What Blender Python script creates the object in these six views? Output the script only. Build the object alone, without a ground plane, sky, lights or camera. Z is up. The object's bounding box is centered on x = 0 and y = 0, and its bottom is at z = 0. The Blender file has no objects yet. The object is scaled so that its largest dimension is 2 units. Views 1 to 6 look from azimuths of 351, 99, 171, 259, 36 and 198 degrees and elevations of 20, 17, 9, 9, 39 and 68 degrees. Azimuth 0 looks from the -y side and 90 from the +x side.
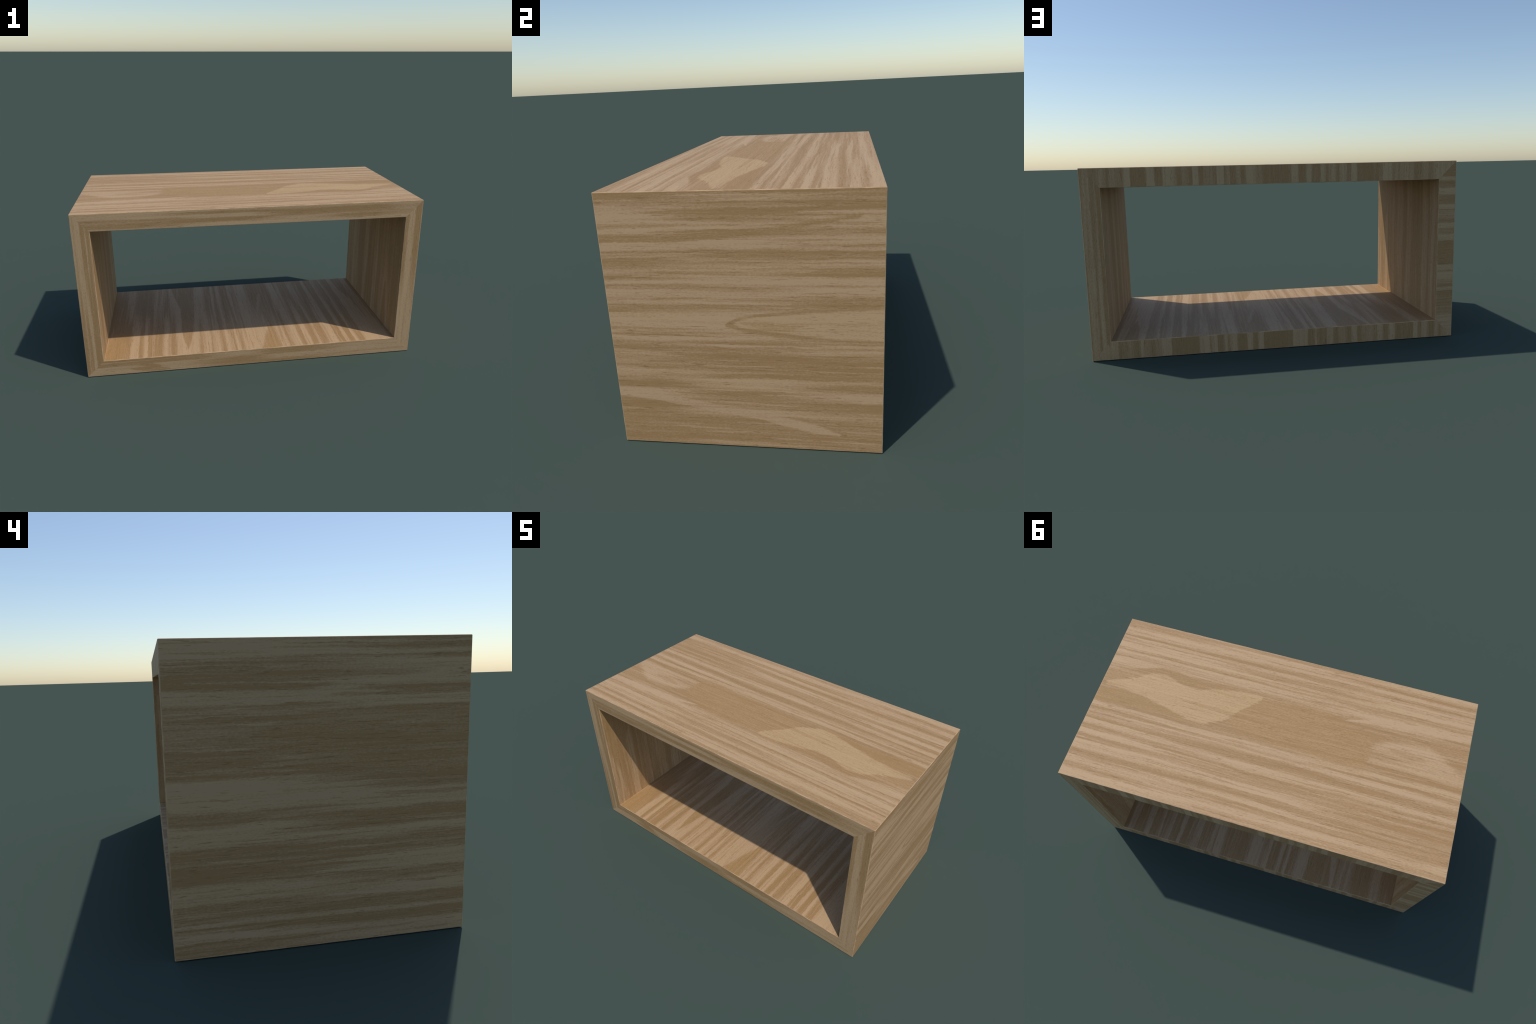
"""Open wooden box shelf: four thick oak-veneered panels mitred into a frame that is
open at the front and the back.  Geometry: four mitred boards with eased edges.
Every visible face has its own procedural veneer: a sequence of growth rings across
the grain, bent by flow noise, broken by figure (cathedral tips, lenses, tongues)."""
import bpy, bmesh
from mathutils import Vector

# ----------------------------------------------------------------- dimensions
W, D, H = 2.0, 1.0, 1.0        # outside size
T = 0.10                       # board thickness
EASE = 0.0026                  # eased (rounded) edge
GAP = 0.00012                  # half of the hairline in a mitre joint

# ----------------------------------------------------------------- veneer colours
DARK = (0.368, 0.219, 0.095)   # late wood, ochre brown
MID = (0.448, 0.280, 0.145)
PALE = (0.525, 0.348, 0.192)   # early wood, pale and slightly pink
PORE = (0.270, 0.152, 0.062)   # pores and dark hair lines
ROUGH, SPEC = 0.62, 0.25


# ================================================================= node helpers
class Graph:
    """Small helper that strings math nodes together."""

    def __init__(self, tree):
        self.t, self.col = tree, 0

    def node(self, kind, **props):
        n = self.t.nodes.new(kind)
        for k, v in props.items():
            setattr(n, k, v)
        n.location = (200 * (self.col % 40), -180 * (self.col // 40))
        self.col += 1
        return n

    def put(self, sock, v):
        if isinstance(v, (int, float, tuple)):
            sock.default_value = v
        else:
            self.t.links.new(v, sock)

    def math(self, op, a, b=0.0, c=0.0, clamp=False):
        n = self.node("ShaderNodeMath", operation=op, use_clamp=clamp)
        for s, v in zip(n.inputs, (a, b, c)):
            self.put(s, v)
        return n.outputs[0]

    def ramp(self, v, lo, hi, a=0.0, b=1.0, smooth=True):
        n = self.node("ShaderNodeMapRange", interpolation_type="SMOOTHSTEP" if smooth else "LINEAR")
        for s, x in zip(n.inputs, (v, lo, hi, a, b)):
            self.put(s, x)
        return n.outputs[0]

    def mix(self, f, a, b):
        n = self.node("ShaderNodeMix", data_type="FLOAT")
        self.put(n.inputs[0], f), self.put(n.inputs[2], a), self.put(n.inputs[3], b)
        return n.outputs[0]

    def mixc(self, f, a, b):
        n = self.node("ShaderNodeMix", data_type="RGBA")
        self.put(n.inputs[0], f)
        for s, v in ((n.inputs[6], a), (n.inputs[7], b)):
            self.put(s, v + (1.0,) if isinstance(v, tuple) else v)
        return n.outputs[2]

    def noise(self, x, y, seed, detail=2.0, rough=0.5, norm=True):
        c = self.node("ShaderNodeCombineXYZ")
        self.put(c.inputs[0], x), self.put(c.inputs[1], y), self.put(c.inputs[2], float(seed))
        n = self.node("ShaderNodeTexNoise", noise_dimensions="3D", normalize=norm)
        self.put(n.inputs["Vector"], c.outputs[0])
        n.inputs["Scale"].default_value = 1.0
        n.inputs["Detail"].default_value = detail
        n.inputs["Roughness"].default_value = rough
        return n.outputs["Fac"]

    def curve(self, v, points, lo, hi, ymin, ymax):
        """Piecewise straight curve through (position, value) points."""
        n = self.node("ShaderNodeFloatCurve")
        m = n.mapping
        m.use_clip = False
        m.extend = "HORIZONTAL"
        c = m.curves[0]
        pts = sorted(((p - lo) / (hi - lo), (y - ymin) / (ymax - ymin)) for p, y in points)
        c.points[0].location, c.points[1].location = pts[0], pts[-1]
        for p in pts[1:-1]:
            c.points.new(*p)
        for p in c.points:
            p.handle_type = "VECTOR"
        m.update()
        self.put(n.inputs["Value"], self.ramp(v, lo, hi, smooth=False))
        return self.ramp(n.outputs[0], 0.0, 1.0, ymin, ymax, smooth=False)


def bands(start, *ends, soft=0.002):
    """Rings given as (end position, tone), each holding its tone up to its end."""
    up = ends[-1][0] > start
    sg = 1 if up else -1
    pts, at = [], start
    for end, tone in ends:
        s = min(soft, abs(end - at) * 0.3) * sg
        pts += [(at + s, tone), (end - s, tone)]
        at = end
    return pts


# ================================================================= veneer material
def veneer(name, s_axis, t_axis, t_range, rings, figure=(), seed=0, flow=0.010, fine=1.0, ragged=1.0, gain=1.0, lift=0.0, s_scale=1.0):
    """s runs along the grain, t across it (object axes, metres).
    rings: [(s position, [(t, tone 0 dark .. 1 pale), ...]), ...], blended along s.
    figure: [(tone, yellow, softness, [(s, t low, t high), ...]), ...]: lens-shaped patches."""
    mat = bpy.data.materials.new(name)
    mat.use_nodes = True
    nt = mat.node_tree
    nt.nodes.clear()
    g = Graph(nt)
    out = g.node("ShaderNodeOutputMaterial")
    bsdf = g.node("ShaderNodeBsdfPrincipled")
    nt.links.new(bsdf.outputs[0], out.inputs[0])
    xyz = g.node("ShaderNodeSeparateXYZ")
    nt.links.new(g.node("ShaderNodeTexCoord").outputs["Object"], xyz.inputs[0])
    s, t = xyz.outputs[s_axis], xyz.outputs[t_axis]
    ss = g.math("MULTIPLY", s, s_scale)
    mul = lambda v, k: g.math("MULTIPLY", v, k)
    off = lambda f, amp: g.math("MULTIPLY", g.math("SUBTRACT", f, 0.5), amp)

    # ragged fibre ends: the border of every ring steps in and out along the grain
    saw1 = off(g.noise(mul(ss, 11.0), mul(t, 75.0), seed + 0.3, 2.0), 0.016 * ragged)
    saw2 = off(g.noise(mul(ss, 40.0), mul(t, 240.0), seed + 0.7, 1.0), 0.010 * ragged)
    tr = g.math("ADD", t, g.math("ADD", saw1, saw2))
    # slow wander of the grain
    wander = off(g.noise(mul(ss, 2.3), mul(t, 5.0), seed + 1.9, 1.0), flow * 2.4)
    q = g.math("ADD", tr, wander)

    lo, hi = t_range
    tone = None
    for i, (pos, ring) in enumerate(rings):
        v = g.curve(q, ring, lo, hi, 0.0, 1.0)
        if tone is None:
            tone = v
        else:
            tone = g.mix(g.ramp(s, rings[i - 1][0], pos), tone, v)
    tone = g.mix(0.75, g.math("MULTIPLY_ADD", tone, 0.95, 0.02), g.ramp(tone, 0.1, 0.9, 0.0, 0.96))
    tone = g.math("MULTIPLY_ADD", g.math("SUBTRACT", tone, 0.5), gain, 0.5)
    # fine rings and hair lines between the big ones
    hair = g.math("ADD", off(g.noise(mul(ss, 0.9), mul(q, 38.0), seed + 3.1, 1.0), 0.55 * fine),
                  off(g.noise(mul(ss, 2.6), mul(q, 125.0), seed + 4.4, 2.0, 0.6), 0.65 * fine))
    # crisp single lines, light and dark, that run for a hand's breadth and fade
    line = g.noise(mul(ss, 2.2), mul(q, 92.0), seed + 6.6, 1.0)
    hair = g.math("ADD", hair, g.math("SUBTRACT", mul(g.ramp(line, 0.60, 0.67), 0.34 * fine), mul(g.ramp(line, 0.41, 0.34), 0.38 * fine)))
    # fibre ends: figure tips feather out along the grain
    feather = off(g.noise(mul(ss, 6.0), mul(t, 80.0), seed + 13.7, 3.0, 0.65), 0.10 * ragged)
    sf = g.math("ADD", s, feather)
    tone = g.math("ADD", tone, hair)
    yellow = off(g.noise(mul(ss, 1.6), mul(q, 9.0), seed + 5.2, 2.0), 1.1)

    for tone_f, yel, soft, outline in figure:
        a = outline[0][0], outline[-1][0]
        s_lo, s_hi = min(a), max(a)
        pad = 0.02
        first, last = (outline[0], outline[-1]) if a[0] < a[1] else (outline[-1], outline[0])
        mids = [(p, (u + v) / 2) for p, u, v in outline]
        half = [(p, abs(v - u) / 2) for p, u, v in outline]
        half += [(first[0] - pad, -0.03), (last[0] + pad, -0.03)]
        ys = [m for _, m in mids]
        c = g.curve(sf, mids, s_lo, s_hi, min(ys) - 0.01, max(ys) + 0.01)
        h = g.curve(sf, half, s_lo - pad, s_hi + pad, -0.03, 0.2)
        d = g.math("SUBTRACT", h, g.math("ABSOLUTE", g.math("SUBTRACT", tr, c)))
        m = g.ramp(d, -soft, soft)
        inner = g.math("ADD", mul(hair, 0.55), tone_f)
        tone = g.mix(m, tone, inner)
        yellow = g.mix(m, yellow, yel)

    # fibre streaks and speckle
    streak = off(g.noise(mul(ss, 9.0), mul(t, 190.0), seed + 7.7, 3.0, 0.65), 0.85)
    speck = off(g.noise(mul(ss, 95.0), mul(t, 210.0), seed + 9.1, 1.0), 1.05)
    tone = g.math("ADD", g.math("ADD", tone, lift), g.math("ADD", streak, speck), clamp=True)

    col = g.mixc(g.ramp(tone, 0.0, 0.5, smooth=False), DARK, MID)
    col = g.mixc(g.ramp(tone, 0.5, 1.0, smooth=False), col, PALE)
    # warm yellow cast of the plain patches against the pinkish early wood
    yl = g.math("MULTIPLY", g.ramp(yellow, 0.0, 1.0, smooth=False), 0.85)
    tint = g.node("ShaderNodeMix", data_type="RGBA", blend_type="MULTIPLY")
    g.put(tint.inputs[0], yl), g.put(tint.inputs[6], col), g.put(tint.inputs[7], (1.01, 1.0, 0.90, 1.0))
    col = tint.outputs[2]
    pk = g.math("MULTIPLY", g.ramp(yellow, 0.0, -0.6, smooth=False), 0.6)
    tint = g.node("ShaderNodeMix", data_type="RGBA", blend_type="MULTIPLY")
    g.put(tint.inputs[0], pk), g.put(tint.inputs[6], col), g.put(tint.inputs[7], (0.99, 0.975, 1.02, 1.0))
    col = tint.outputs[2]
    # dark pores: short dashes along the grain, more of them in the late wood
    dash = g.noise(mul(ss, 20.0), mul(t, 230.0), seed + 11.3, 1.0)
    thick = g.math("SUBTRACT", 0.64, g.math("MULTIPLY", g.math("SUBTRACT", 0.6, tone), 0.05))
    pore = g.ramp(dash, thick, g.math("ADD", thick, 0.10))
    col = g.mixc(g.math("MULTIPLY", pore, 0.62), col, PORE)

    g.put(bsdf.inputs["Base Color"], col)
    bsdf.inputs["Roughness"].default_value = ROUGH
    bsdf.inputs["Specular IOR Level"].default_value = SPEC
    return mat


X, Y, Z = 0, 1, 2

# ================================================================= ring sequences
# top: grain along the length; rings across the depth (t = y)
top_rings = [
    (-0.8, [(-.50, .9), (-.475, .9), (-.46, .3), (-.445, .25), (-.43, .7), (-.40, .5), (-.375, .85), (-.36, .7), (-.35, .95),
            (-.335, .9), (-.315, .2), (-.305, .3), (-.285, .95), (-.265, .9), (-.245, .5), (-.18, .3), (-.13, .15), (-.10, .3),
            (-.04, .45), (-.02, .8), (-.005, .6), (.015, .1), (.035, .1), (.055, .85), (.07, .8), (.085, .25), (.105, .85),
            (.12, .8), (.145, .2), (.17, .15), (.185, .85), (.2, .8), (.212, .2), (.228, .8), (.245, .35), (.28, .2),
            (.32, .4), (.36, .3), (.39, .4), (.415, .25), (.435, .85), (.455, .9), (.475, .4), (.5, .6)]),
    (0.0, [(-.5, .4), (-.48, .4), (-.465, .85), (-.45, .75), (-.42, .6), (-.4, .2), (-.385, .75), (-.37, .6), (-.345, .2),
           (-.33, .8), (-.3, .45), (-.27, .9), (-.255, .75), (-.235, .35), (-.2, .15), (-.1, .13), (0, .1), (.04, .12),
           (.055, .8), (.08, .9), (.095, .5), (.11, .7), (.125, .25), (.15, .15), (.17, .3), (.19, .85), (.205, .8),
           (.22, .35), (.24, .2), (.26, .45), (.28, .35), (.295, .85), (.315, .9), (.33, .3), (.355, .25), (.37, .8),
           (.385, .8), (.395, .25), (.41, .3), (.43, .75), (.45, .85), (.47, .5), (.5, .7)]),
    (0.8, [(-.5, .3), (-.455, .4), (-.44, .8), (-.41, .85), (-.395, .15), (-.385, .75), (-.37, .25), (-.355, .85), (-.32, .8),
           (-.30, .1), (-.285, .95), (-.26, .4), (-.24, .8), (-.19, .8), (-.17, .3), (-.10, .3), (-.07, .35), (0, .1),
           (.045, .2), (.065, .85), (.09, .15), (.11, .6), (.14, .5), (.155, .15), (.17, .95), (.19, .7), (.2, .1),
           (.225, .85), (.245, .8), (.265, .15), (.29, .75), (.33, .8), (.35, .15), (.37, .15), (.395, .9), (.42, .7),
           (.435, .2), (.46, .8), (.5, .85)]),
]
top_figure = [
    # dark rim over the pale heart, and the ochre ground under it
    (.18, .5, .008, [(1.0, -.165, -.10), (.85, -.19, -.12), (.71, -.24, -.18), (.62, -.24, -.17), (.56, -.225, -.15), (.45, -.215, -.16), (.3, -.235, -.2), (.1, -.235, -.21)]),
    (.05, .8, .012, [(1.0, -.03, .05), (.82, -.06, .035), (.62, -.04, .025), (.5, .0, .035), (.4, .02, .035)]),
    # broad plain ochre patch in the middle
    (.17, .75, .030, [(.28, -.14, -.03), (.16, -.19, .03), (0, -.225, .045), (-.2, -.24, .045), (-.35, -.2, .05), (-.5, -.15, .05)]),
    # pale heart
    (.80, 1.0, .008, [(.97, -.081, -.057), (.87, -.12, -.053), (.74, -.192, -.042), (.66, -.203, -.025), (.56, -.162, .003), (.47, -.161, .027),
                      (.37, -.195, .027), (.27, -.211, -.035), (.19, -.216, -.127), (.13, -.218, -.185)]),
    # white lens and the pale swirl with its darker eye
    (1.0, -.5, .005, [(-.34, -.208, -.204), (-.5, -.254, -.22), (-.67, -.265, -.23), (-.86, -.28, -.242), (-1.0, -.288, -.26)]),
    (.78, -.1, .022, [(-.5, -.095, -.085), (-.57, -.139, -.07), (-.68, -.163, -.052), (-.80, -.170, -.03), (-.88, -.13, -.02), (-1.0, -.045, -.012)]),
    (.48, .0, .012, [(-.6, -.11, -.10), (-.71, -.118, -.072), (-.79, -.10, -.085)]),
]

# right-hand side: grain along the depth (s = y), rings over the height (t = z)
right_rings = [
    (-.45, [(0, .25), (.08, .2), (.128, .3), (.185, .15), (.2, .3), (.21, .75), (.235, .85), (.25, .03), (.27, .03), (.285, .45),
            (.30, .5), (.31, .85), (.325, .8), (.335, .25), (.35, .45), (.40, .5), (.415, .2), (.438, .15), (.447, .85), (.46, .8),
            (.471, .2), (.485, .65), (.49, .75), (.55, .8), (.562, .25), (.58, .2), (.592, .85), (.608, .25), (.615, .7),
            (.65, .8), (.66, .15), (.672, 1), (.684, .2), (.70, .6), (.715, .75), (.728, .2), (.76, .2), (.772, .95), (.785, .15),
            (.795, .85), (.81, .8), (.83, .1), (.845, .25), (.855, .85), (.87, .75), (.88, .1), (.89, .7), (.94, .85), (.955, .4),
            (.975, .15), (1, .1)]),
    (.0, [(0, .3), (.02, .6), (.03, .2), (.13, .15), (.14, .75), (.165, .8), (.18, .4), (.21, .3), (.235, .08), (.255, .6),
          (.275, .85), (.29, .5), (.30, .15), (.31, .6), (.33, .15), (.36, .1), (.40, .2), (.42, .25), (.43, .8), (.445, .3),
          (.46, .8), (.475, .55), (.49, .7), (.55, .8), (.575, .25), (.60, .6), (.63, .75), (.65, .2), (.66, .65), (.685, .7),
          (.70, .95), (.71, .2), (.72, .5), (.73, .75), (.745, .25), (.79, .2), (.80, .85), (.83, .85), (.845, .12), (.86, .2),
          (.87, .7), (.885, .75), (.9, .15), (.93, .12), (.95, .4), (.97, .55), (1, .4)]),
    (.45, [(0, .3), (.09, .25), (.12, .4), (.146, .6), (.16, .25), (.197, .08), (.21, .75), (.243, .9), (.252, .15), (.276, .2),
           (.289, .75), (.30, .12), (.366, .08), (.374, .35), (.404, .45), (.414, .85), (.426, .25), (.434, .85), (.445, .2),
           (.461, .15), (.469, .8), (.567, .85), (.576, .2), (.619, .15), (.628, .7), (.655, .8), (.662, .25), (.669, .75),
           (.688, .85), (.70, .08), (.725, .12), (.733, .8), (.752, .75), (.764, .2), (.785, .15), (.792, .75), (.80, .2),
           (.806, .15), (.818, .85), (.838, .85), (.846, .35), (.862, .4), (.876, .7), (.905, .75), (.914, .4), (.922, .8),
           (.933, .15), (1, .1)]),
]
right_figure = [
    (.08, .4, .008, [(-.50, .832, .848), (-.28, .818, .838), (-.1, .828, .848), (.1, .848, .868), (.21, .865, .885), (.31, .883, .90), (.42, .905, .915)]),
    (.88, -.2, .006, [(-.5, .208, .242), (-.32, .184, .216), (-.16, .158, .19), (.04, .124, .158), (.16, .092, .132), (.25, .072, .112), (.34, .066, .072)]),
    # cathedral tip: brown outline, pale inside, ochre core
    (.08, .2, .005, [(-.055, .50, .515), (-.02, .49, .54), (.05, .476, .552), (.19, .460, .570), (.34, .448, .582), (.5, .444, .59)]),
    (.85, .2, .005, [(-.028, .51, .516), (.0, .50, .53), (.06, .492, .541), (.19, .477, .556), (.34, .463, .568), (.5, .459, .577)]),
    (.42, .6, .008, [(.0, .512, .522), (.08, .49, .524), (.17, .488, .515), (.23, .51, .515)]),
]

# left-hand side: grain along the depth, rings over the height
left_rings = [
    (-.35, [(0, .7), (.033, .85), (.05, .7), (.065, .1), (.09, .15), (.10, .85), (.114, .25), (.146, .1), (.163, .8), (.195, .75),
            (.226, .15), (.25, .75), (.29, .8), (.305, .15), (.337, .1), (.36, .6), (.383, .8), (.398, .15), (.452, .05), (.46, .75),
            (.513, .9), (.528, .1), (.676, .15), (.778, .12), (.792, .75), (.812, .7), (.821, .2), (.842, .15), (.863, .8),
            (.884, .45), (.905, .6), (.926, .85), (.94, .05), (.954, .85), (.968, .15), (1, .2)]),
    (.35, [(0, .4), (.017, .3), (.048, .35), (.07, .8), (.093, .25), (.112, .75), (.13, .25), (.145, .2), (.175, .25), (.19, .8),
           (.226, .8), (.256, .1), (.303, .15), (.31, .65), (.318, .15), (.35, .1), (.371, .7), (.432, .85), (.442, .12), (.463, .15),
           (.477, .7), (.561, .9), (.582, .1), (.643, .1), (.711, .45), (.738, .3), (.745, .7), (.755, .25), (.791, .15),
           (.811, .8), (.837, .85), (.85, .15), (.899, .1), (.931, .3), (.947, .8), (.986, .8), (1, .5)]),
]
left_figure = [
    (.12, .4, .02, [(.22, .70, .71), (.15, .65, .745), (.02, .61, .775), (-.2, .58, .785), (-.5, .56, .76)]),
    (.85, -.2, .007, [(.5, .812, .845), (.3, .805, .838), (.16, .797, .824), (.02, .818, .846), (-.13, .848, .876), (-.28, .855, .88), (-.5, .888, .908)]),
]

# floor: grain along the depth (s = y), rings along the length (t = x)
floor_rings = [
    (-.25, [(-.9, .2), (-.76, .2), (-.745, .8), (-.705, .85), (-.695, .1), (-.68, .15), (-.67, .85), (-.65, .8), (-.64, .2),
            (-.625, .2), (-.615, .75), (-.6, .25), (-.565, .15), (-.54, .75), (-.51, .8), (-.5, .15), (-.475, .2), (-.465, .85),
            (-.36, .9), (-.345, .75), (-.335, .2), (-.31, .3), (-.295, .75), (-.26, .65), (-.25, .3), (-.235, .6), (-.21, .8),
            (-.19, .35), (-.165, .4), (-.155, .9), (-.135, .85), (-.12, .3), (-.105, .3), (-.095, .9), (-.08, .75), (-.07, .2),
            (-.06, .6), (-.045, .8), (.09, .75), (.12, .6), (.17, .5), (.185, .65), (.22, .7), (.235, .25), (.25, .4), (.27, .8),
            (.3, .8), (.315, .15), (.33, .2), (.345, .85), (.37, .8), (.385, .15), (.41, .12), (.42, .8), (.435, .5), (.45, .15),
            (.475, .15), (.49, .9), (.54, .85), (.555, .15), (.58, .15), (.595, .85), (.61, .8), (.625, .1), (.645, .15),
            (.655, .9), (.67, .7), (.685, .15), (.71, .3), (.73, .85), (.87, .8), (.885, .3), (.9, .2)]),
    (.3, [(-.9, .2), (-.82, .15), (-.8, .65), (-.76, .6), (-.74, .3), (-.71, .12), (-.64, .15), (-.61, .7), (-.57, .65), (-.55, .4),
          (-.505, .4), (-.5, .75), (-.43, .7), (-.42, .2), (-.335, .15), (-.325, .95), (-.28, .9), (-.256, .45), (-.24, .45),
          (-.235, .15), (-.21, .15), (-.203, .75), (-.186, .7), (-.18, .15), (-.165, .2), (-.16, .8), (-.138, .75), (-.13, .25),
          (-.085, .25), (-.08, .8), (-.05, .8), (-.045, .5), (-.02, .5), (-.015, .9), (.04, .9), (.057, .55), (.09, .4), (.1, .2),
          (.23, .25), (.24, .9), (.277, .9), (.293, .15), (.297, .7), (.317, .7), (.325, .35), (.365, .35), (.373, .15), (.39, .2),
          (.397, .75), (.42, .7), (.44, .45), (.46, .4), (.477, .15), (.51, .2), (.513, .9), (.537, .85), (.54, .15), (.58, .2),
          (.586, .6), (.614, .55), (.63, .25), (.642, .7), (.654, .2), (.66, .65), (.69, .4), (.694, .15), (.726, .2), (.73, .8),
          (.766, .75), (.77, .7), (.83, .7), (.838, .75), (.87, .65), (.878, .2), (.9, .15)]),
]
floor_figure = [
    (.15, .8, .012, [(-.5, -.9, -.765), (-.35, -.9, -.772), (-.26, -.88, -.80), (-.21, -.85, -.83)]),
    (.9, -.1, .010, [(-.5, -.46, -.33), (-.22, -.465, -.325), (.12, -.465, -.30), (.38, -.51, -.285), (.5, -.52, -.285)]),
    (.10, .3, .006, [(-.44, -.402, -.398), (-.35, -.418, -.38), (-.22, -.432, -.362), (.12, -.433, -.337), (.38, -.48, -.33), (.5, -.495, -.325)]),
    (.10, .7, .010, [(-.5, .055, .175), (-.36, .09, .172), (-.26, .12, .165), (-.2, .15, .16)]),
    (.75, .0, .010, [(.3, .145, .16), (.18, .12, .145), (.0, .09, .105)]),
    (.12, .3, .006, [(.13, .798, .802), (.28, .775, .825), (.5, .76, .84)]),
]

# inner sides: grain upright (s = z), rings along the depth (t = y)
inner_left = bands(-.5, (-.43, .65), (-.344, .25), (-.30, .8), (-.205, .25), (-.17, .55), (-.096, .2), (-.018, .65), (.048, .12),
                   (.128, .7), (.155, .15), (.233, .35), (.283, .12), (.36, .7), (.385, .12), (.469, .65), (.5, .2), soft=.012)
inner_left_figure = [(.18, .4, .012, [(1.0, -.52, -.22), (.7, -.51, -.3), (.55, -.49, -.36), (.42, -.45, -.40), (.36, -.43, -.42)]),
                     (.8, -.1, .008, [(.1, -.335, -.30), (.4, -.325, -.30), (.6, -.31, -.30)])]
inner_right = bands(.5, (.44, .5), (.405, .35), (.375, .55), (.32, .75), (.25, .6), (.137, .12), (.06, .75), (.012, .3), (-.058, .2), (-.12, .7),
                    (-.19, .25), (-.253, .5), (-.371, .28), (-.5, .15), soft=.012)
inner_right_figure = [(.6, .0, .012, [(.1, -.36, -.20), (.3, -.34, -.23), (.5, -.30, -.26), (.6, -.285, -.275)]),
                      (.12, .4, .012, [(.1, -.33, -.25), (.25, -.31, -.26), (.4, -.29, -.28)])]

# narrow board edges at the front: grain along each board
front_top = [(-.7, [(.9, .75), (.905, .8), (.915, .2), (.93, .2), (.94, .5), (.955, .3), (.965, .75), (1, .8)]),
             (-.1, [(.9, .75), (.922, .8), (.928, .5), (.936, .1), (.946, .15), (.952, .75), (.968, .8), (.974, .1), (.984, .2), (.99, .7), (1, .75)]),
             (.25, [(.9, .75), (.938, .8), (.946, .35), (.955, .12), (.975, .15), (.985, .5), (1, .75)]),
             (.65, [(.9, .8), (.912, .75), (.92, .2), (.938, .15), (.943, .6), (.955, .1), (.98, .15), (.988, .6), (1, .8)]),
             (.95, [(.9, .8), (.92, .75), (.94, .45), (.96, .6), (1, .75)])]
front_bottom = [(-.8, [(0, .6), (.02, .8), (.05, .8), (.062, .12), (.075, .12), (.082, .7), (.088, .2), (.1, .2)]),
                (-.5, [(0, .75), (.058, .8), (.066, .15), (.09, .12), (.1, .3)]),
                (-.1, [(0, .5), (.02, .2), (.05, .12), (.06, .6), (.08, .8), (.1, .6)]),
                (.2, [(0, .4), (.015, .2), (.03, .7), (.05, .8), (.06, .2), (.09, .12), (.1, .3)]),
                (.7, [(0, .7), (.03, .55), (.05, .8), (.08, .7), (.1, .5)])]
front_bottom_figure = [(.15, .3, .005, [(-.75, .028, .034), (-.66, .008, .04), (-.58, .004, .034), (-.52, .01, .016)]),
                       (.15, .3, .005, [(-.8, .06, .078), (-.7, .05, .074), (-.62, .034, .062), (-.57, .034, .042)])]
front_left = [(.2, [(-1, .2), (-.985, .2), (-.975, .7), (-.968, .15), (-.96, .3), (-.954, .9), (-.942, .9), (-.936, .15), (-.915, .12), (-.9, .5)]),
              (.8, [(-1, .7), (-.985, .5), (-.972, .9), (-.955, .85), (-.948, .2), (-.93, .15), (-.926, .75), (-.92, .3), (-.914, .15), (-.9, .7)])]
front_right = [(.2, [(.9, .7), (.94, .8), (.955, .5), (.965, .85), (.98, .7), (1, .55)]),
               (.75, [(.9, .1), (.92, .15), (.926, .6), (.934, .85), (.95, .9), (.958, .6), (.966, .1), (.985, .15), (1, .45)])]

# board edges at the back: short grain across the edge, except the upright at x = +1
back_top = bands(1.0, (.95, .5), (.93, .2), (.919, .6), (.905, .3), (.894, .8), (.868, .5), (.853, .2), (.818, .55), (.788, .25), (.753, .85),
                 (.672, .1), (.629, .85), (.591, .2), (.538, .8), (.522, .5), (.495, .2), (.465, .5), (.443, .15), (.412, .85), (.384, .2),
                 (.335, .5), (.315, .15), (.279, .8), (.267, .1), (.246, .5), (.212, .25), (.194, .65), (.164, .2), (.124, .8), (.078, .5),
                 (-.076, .2), (-.111, .85), (-.156, .2), (-.181, .85), (-.232, .2), (-.26, .75), (-.291, .4), (-.32, .65), (-.341, .25),
                 (-.379, .65), (-.4, .2), (-.431, .85), (-.556, .15), (-.584, .45), (-.628, .85), (-.643, .3), (-.727, .55), (-.733, .1),
                 (-.754, .65), (-.8, .28), (-.839, .5), (-.866, .3), (-1.0, .65))
back_bottom = bands(1.0, (.865, .6), (.848, .2), (.818, .35), (.791, .5), (.756, .2), (.73, .8), (.699, .5), (.677, .2), (.646, .5), (.588, .8),
                    (.441, .1), (.385, .85), (.376, .2), (.349, .8), (.312, .2), (.294, .8), (.285, .2), (.271, .5), (.236, .8), (.182, .2),
                    (.15, .8), (.12, .25), (.089, .8), (-.068, .15), (-.154, .75), (-.193, .2), (-.207, .75), (-.259, .28), (-.303, .7),
                    (-.329, .15), (-.378, .5), (-.402, .2), (-.436, .8), (-.466, .2), (-.545, .55), (-.553, .2), (-.586, .8), (-.623, .2),
                    (-.662, .85), (-.769, .15), (-.795, .85), (-.817, .25), (-.853, .65), (-.894, .15), (-.915, .7), (-.94, .2), (-1.0, .6))
back_right = bands(1.0, (.918, .2), (.895, .75), (.852, .25), (.818, .8), (.761, .3), (.736, .8), (.729, .2), (.679, .5), (.658, .2), (.63, .7),
                   (.598, .35), (.559, .75), (.423, .15), (.39, .7), (.38, .3), (.336, .75), (.312, .5), (.293, .2), (.273, .65), (.246, .15),
                   (.131, .35), (.0, .7))
back_left = [(.2, [(.9, .2), (.918, .2), (.925, .7), (.94, .7), (.947, .3), (.965, .6), (.985, .65), (1, .2)]),
             (.8, [(.9, .25), (.915, .15), (.928, .6), (.938, .15), (.95, .2), (.956, .75), (.97, .55), (.99, .55), (1, .2)])]

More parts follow.
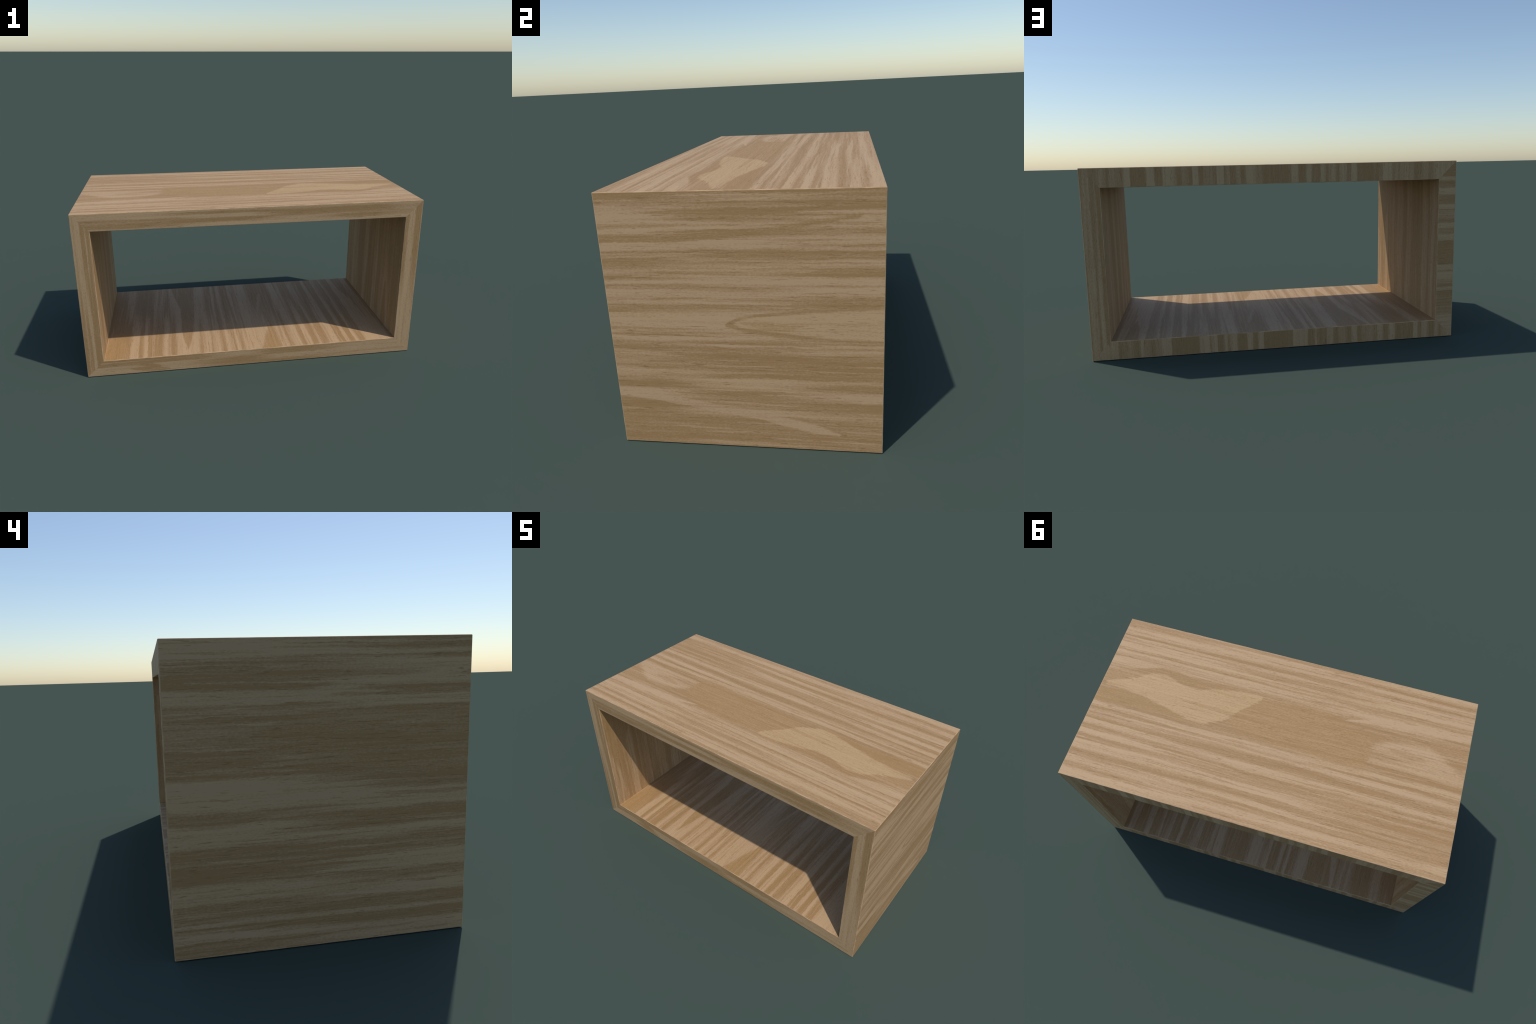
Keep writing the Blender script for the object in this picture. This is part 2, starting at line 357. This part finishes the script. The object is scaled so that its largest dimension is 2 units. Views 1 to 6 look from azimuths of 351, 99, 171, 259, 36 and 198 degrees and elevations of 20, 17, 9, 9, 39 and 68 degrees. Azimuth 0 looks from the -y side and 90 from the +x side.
soften = lambda ring: [(t, 0.4 + (v - 0.4) * 0.65) for t, v in ring]
mirror = lambda sets: [(p, [(-t, v) for t, v in ring]) for p, ring in sets]



def arris_pale_line():
    """Eased arrises: paler line along the edges, broken into short lighter and darker runs."""
    mat = bpy.data.materials.new("arris_pale_line")
    mat.use_nodes = True
    nt = mat.node_tree
    bsdf = nt.nodes["Principled BSDF"]
    tex = nt.nodes.new("ShaderNodeTexNoise")
    tex.inputs["Scale"].default_value = 14.0
    tex.inputs["Detail"].default_value = 3.0
    rmp = nt.nodes.new("ShaderNodeValToRGB")
    rmp.color_ramp.elements[0].position, rmp.color_ramp.elements[0].color = 0.42, MID + (1.0,)
    rmp.color_ramp.elements[1].position, rmp.color_ramp.elements[1].color = 0.60, tuple(min(1, v * 1.18) for v in PALE) + (1.0,)
    nt.links.new(nt.nodes.new("ShaderNodeTexCoord").outputs["Object"], tex.inputs["Vector"])
    nt.links.new(tex.outputs["Fac"], rmp.inputs["Fac"])
    nt.links.new(rmp.outputs["Color"], bsdf.inputs["Base Color"])
    bsdf.inputs["Roughness"].default_value = ROUGH
    bsdf.inputs["Specular IOR Level"].default_value = SPEC
    return mat


MATS = {
    "arris_pale_line": arris_pale_line(),
    "top_veneer": veneer("top_veneer", X, Y, (-.5, .5), top_rings, top_figure, seed=2, flow=.005, fine=1.2, ragged=.7, gain=1.0, s_scale=.75),
    "underside_veneer": veneer("underside_veneer", X, Y, (-.5, .5), mirror(top_rings), (), seed=40, flow=.02, s_scale=.75),
    "right_veneer": veneer("right_veneer", Y, Z, (0, 1), right_rings, right_figure, seed=11, flow=.003, lift=.07, fine=1.25, ragged=.55),
    "left_veneer": veneer("left_veneer", Y, Z, (0, 1), left_rings, left_figure, seed=17, flow=.005, lift=.05, fine=1.3, ragged=.55),
    "floor_veneer": veneer("floor_veneer", Y, X, (-.9, .9), floor_rings, floor_figure, seed=23, flow=.007, fine=1.1, ragged=.7),
    "ceiling_veneer": veneer("ceiling_veneer", Y, X, (-.9, .9), mirror(floor_rings), (), seed=29, flow=.014),
    "inner_left_veneer": veneer("inner_left_veneer", Z, Y, (-.5, .5), [(0, soften(inner_left))], inner_left_figure, seed=31, flow=.012, fine=1.2),
    "inner_right_veneer": veneer("inner_right_veneer", Z, Y, (-.5, .5), [(0, soften(inner_right))], inner_right_figure, seed=37, flow=.012, fine=1.2),
    "front_top_edge": veneer("front_top_edge", X, Z, (.9, 1), front_top, (), seed=43, flow=.003, fine=.6, ragged=.35, s_scale=.8),
    "front_bottom_edge": veneer("front_bottom_edge", X, Z, (0, .1), front_bottom, front_bottom_figure, seed=47, flow=.003, fine=.5, ragged=.35, s_scale=.8),
    "front_left_edge": veneer("front_left_edge", Z, X, (-1, -.9), front_left, (), seed=53, flow=.004, fine=.6, ragged=.4),
    "front_right_edge": veneer("front_right_edge", Z, X, (.9, 1), front_right, (), seed=59, flow=.004, fine=.6, ragged=.4),
    "back_top_edge": veneer("back_top_edge", Z, X, (-1, 1), [(0, back_top)], (), seed=61, flow=.006, fine=.6, ragged=.4, gain=1.1),
    "back_bottom_edge": veneer("back_bottom_edge", Z, X, (-1, 1), [(0, back_bottom)], (), seed=67, flow=.006, fine=.6, ragged=.4, gain=1.1),
    "back_left_edge": veneer("back_left_edge", Z, X, (.9, 1), back_left, (), seed=71, flow=.004, fine=.6, ragged=.6),
    "back_right_edge": veneer("back_right_edge", X, Z, (0, 1), [(0, back_right)], (), seed=73, flow=.006, fine=.6, ragged=.4, gain=1.1),
}


# ================================================================= boards
def board(name, section, mitres, outer_n, mats):
    """Mitred board: a section in the x-z plane drawn out along the depth.
    section: (x, z) corners in order; mitres: indices of the section sides that are
    glued to a neighbour; mats: outer, inner, front edge, back edge."""
    bm = bmesh.new()
    n = len(section)
    front = [bm.verts.new((x, -D / 2, z)) for x, z in section]
    back = [bm.verts.new((x, D / 2, z)) for x, z in section]
    bm.faces.new(front)
    bm.faces.new(back[::-1])
    glued = []
    for i in range(n):
        j = (i + 1) % n
        f = bm.faces.new((front[j], front[i], back[i], back[j]))
        if i in mitres:
            glued.append(f)
    bmesh.ops.recalc_face_normals(bm, faces=bm.faces)
    out = Vector(outer_n)
    # ease the arrises between the board edges and its outer and inner faces
    caps = [f for f in bm.faces if abs(f.normal.y) > 0.9]
    arris = [e for e in bm.edges if any(f in caps for f in e.link_faces) and not any(f in glued for f in e.link_faces)]
    bmesh.ops.bevel(bm, geom=arris, offset=EASE, segments=2, profile=0.5, affect="EDGES", clamp_overlap=True)
    bm.normal_update()
    me = bpy.data.meshes.new(name)
    for m in mats + ("arris_pale_line",):
        me.materials.append(MATS[m])
    for f in bm.faces:
        y = f.normal.y
        if f.calc_area() < 4 * EASE and max(abs(v) for v in f.normal) < 0.99 and f not in glued:
            f.material_index = 4
        elif abs(y) > 0.75:
            f.material_index = 2 if y < 0 else 3
        else:
            f.material_index = 0 if f.normal.dot(out) > -0.1 else 1
        f.smooth = False
    bm.to_mesh(me)
    bm.free()
    ob = bpy.data.objects.new(name, me)
    bpy.context.collection.objects.link(ob)
    ob.parent = thing
    return ob


thing = bpy.data.objects.new("box_shelf", None)
bpy.context.collection.objects.link(thing)
thing["label"] = "open rectangular box shelf of pale oak-veneered boards with mitred corners"
thing["category"] = "shelf"

w, h, c, k = W / 2, H, EASE, EASE * (1 - 0.7071)


def mitred(length):
    """Section of a board of this length lying on v = 0 (outer face) and growing to v = T."""
    a = length / 2
    return [(-a + c, 0), (a - c, 0), (a - k - GAP, k), (a - T - GAP, T), (-a + T + GAP, T), (-a + k + GAP, k)]


sides = {2, 4}      # the two glued mitre faces of that section
board("top_panel", [(u, h - v) for u, v in mitred(W)], sides, (0, 0, 1), ("top_veneer", "ceiling_veneer", "front_top_edge", "back_top_edge"))
board("bottom_panel", mitred(W), sides, (0, 0, -1), ("underside_veneer", "floor_veneer", "front_bottom_edge", "back_bottom_edge"))
board("side_panel", [(w - v, h / 2 + u) for u, v in mitred(H)], sides, (1, 0, 0), ("right_veneer", "inner_right_veneer", "front_right_edge", "back_left_edge"))
board("side_panel.001", [(-w + v, h / 2 + u) for u, v in mitred(H)], sides, (-1, 0, 0), ("left_veneer", "inner_left_veneer", "front_left_edge", "back_right_edge"))
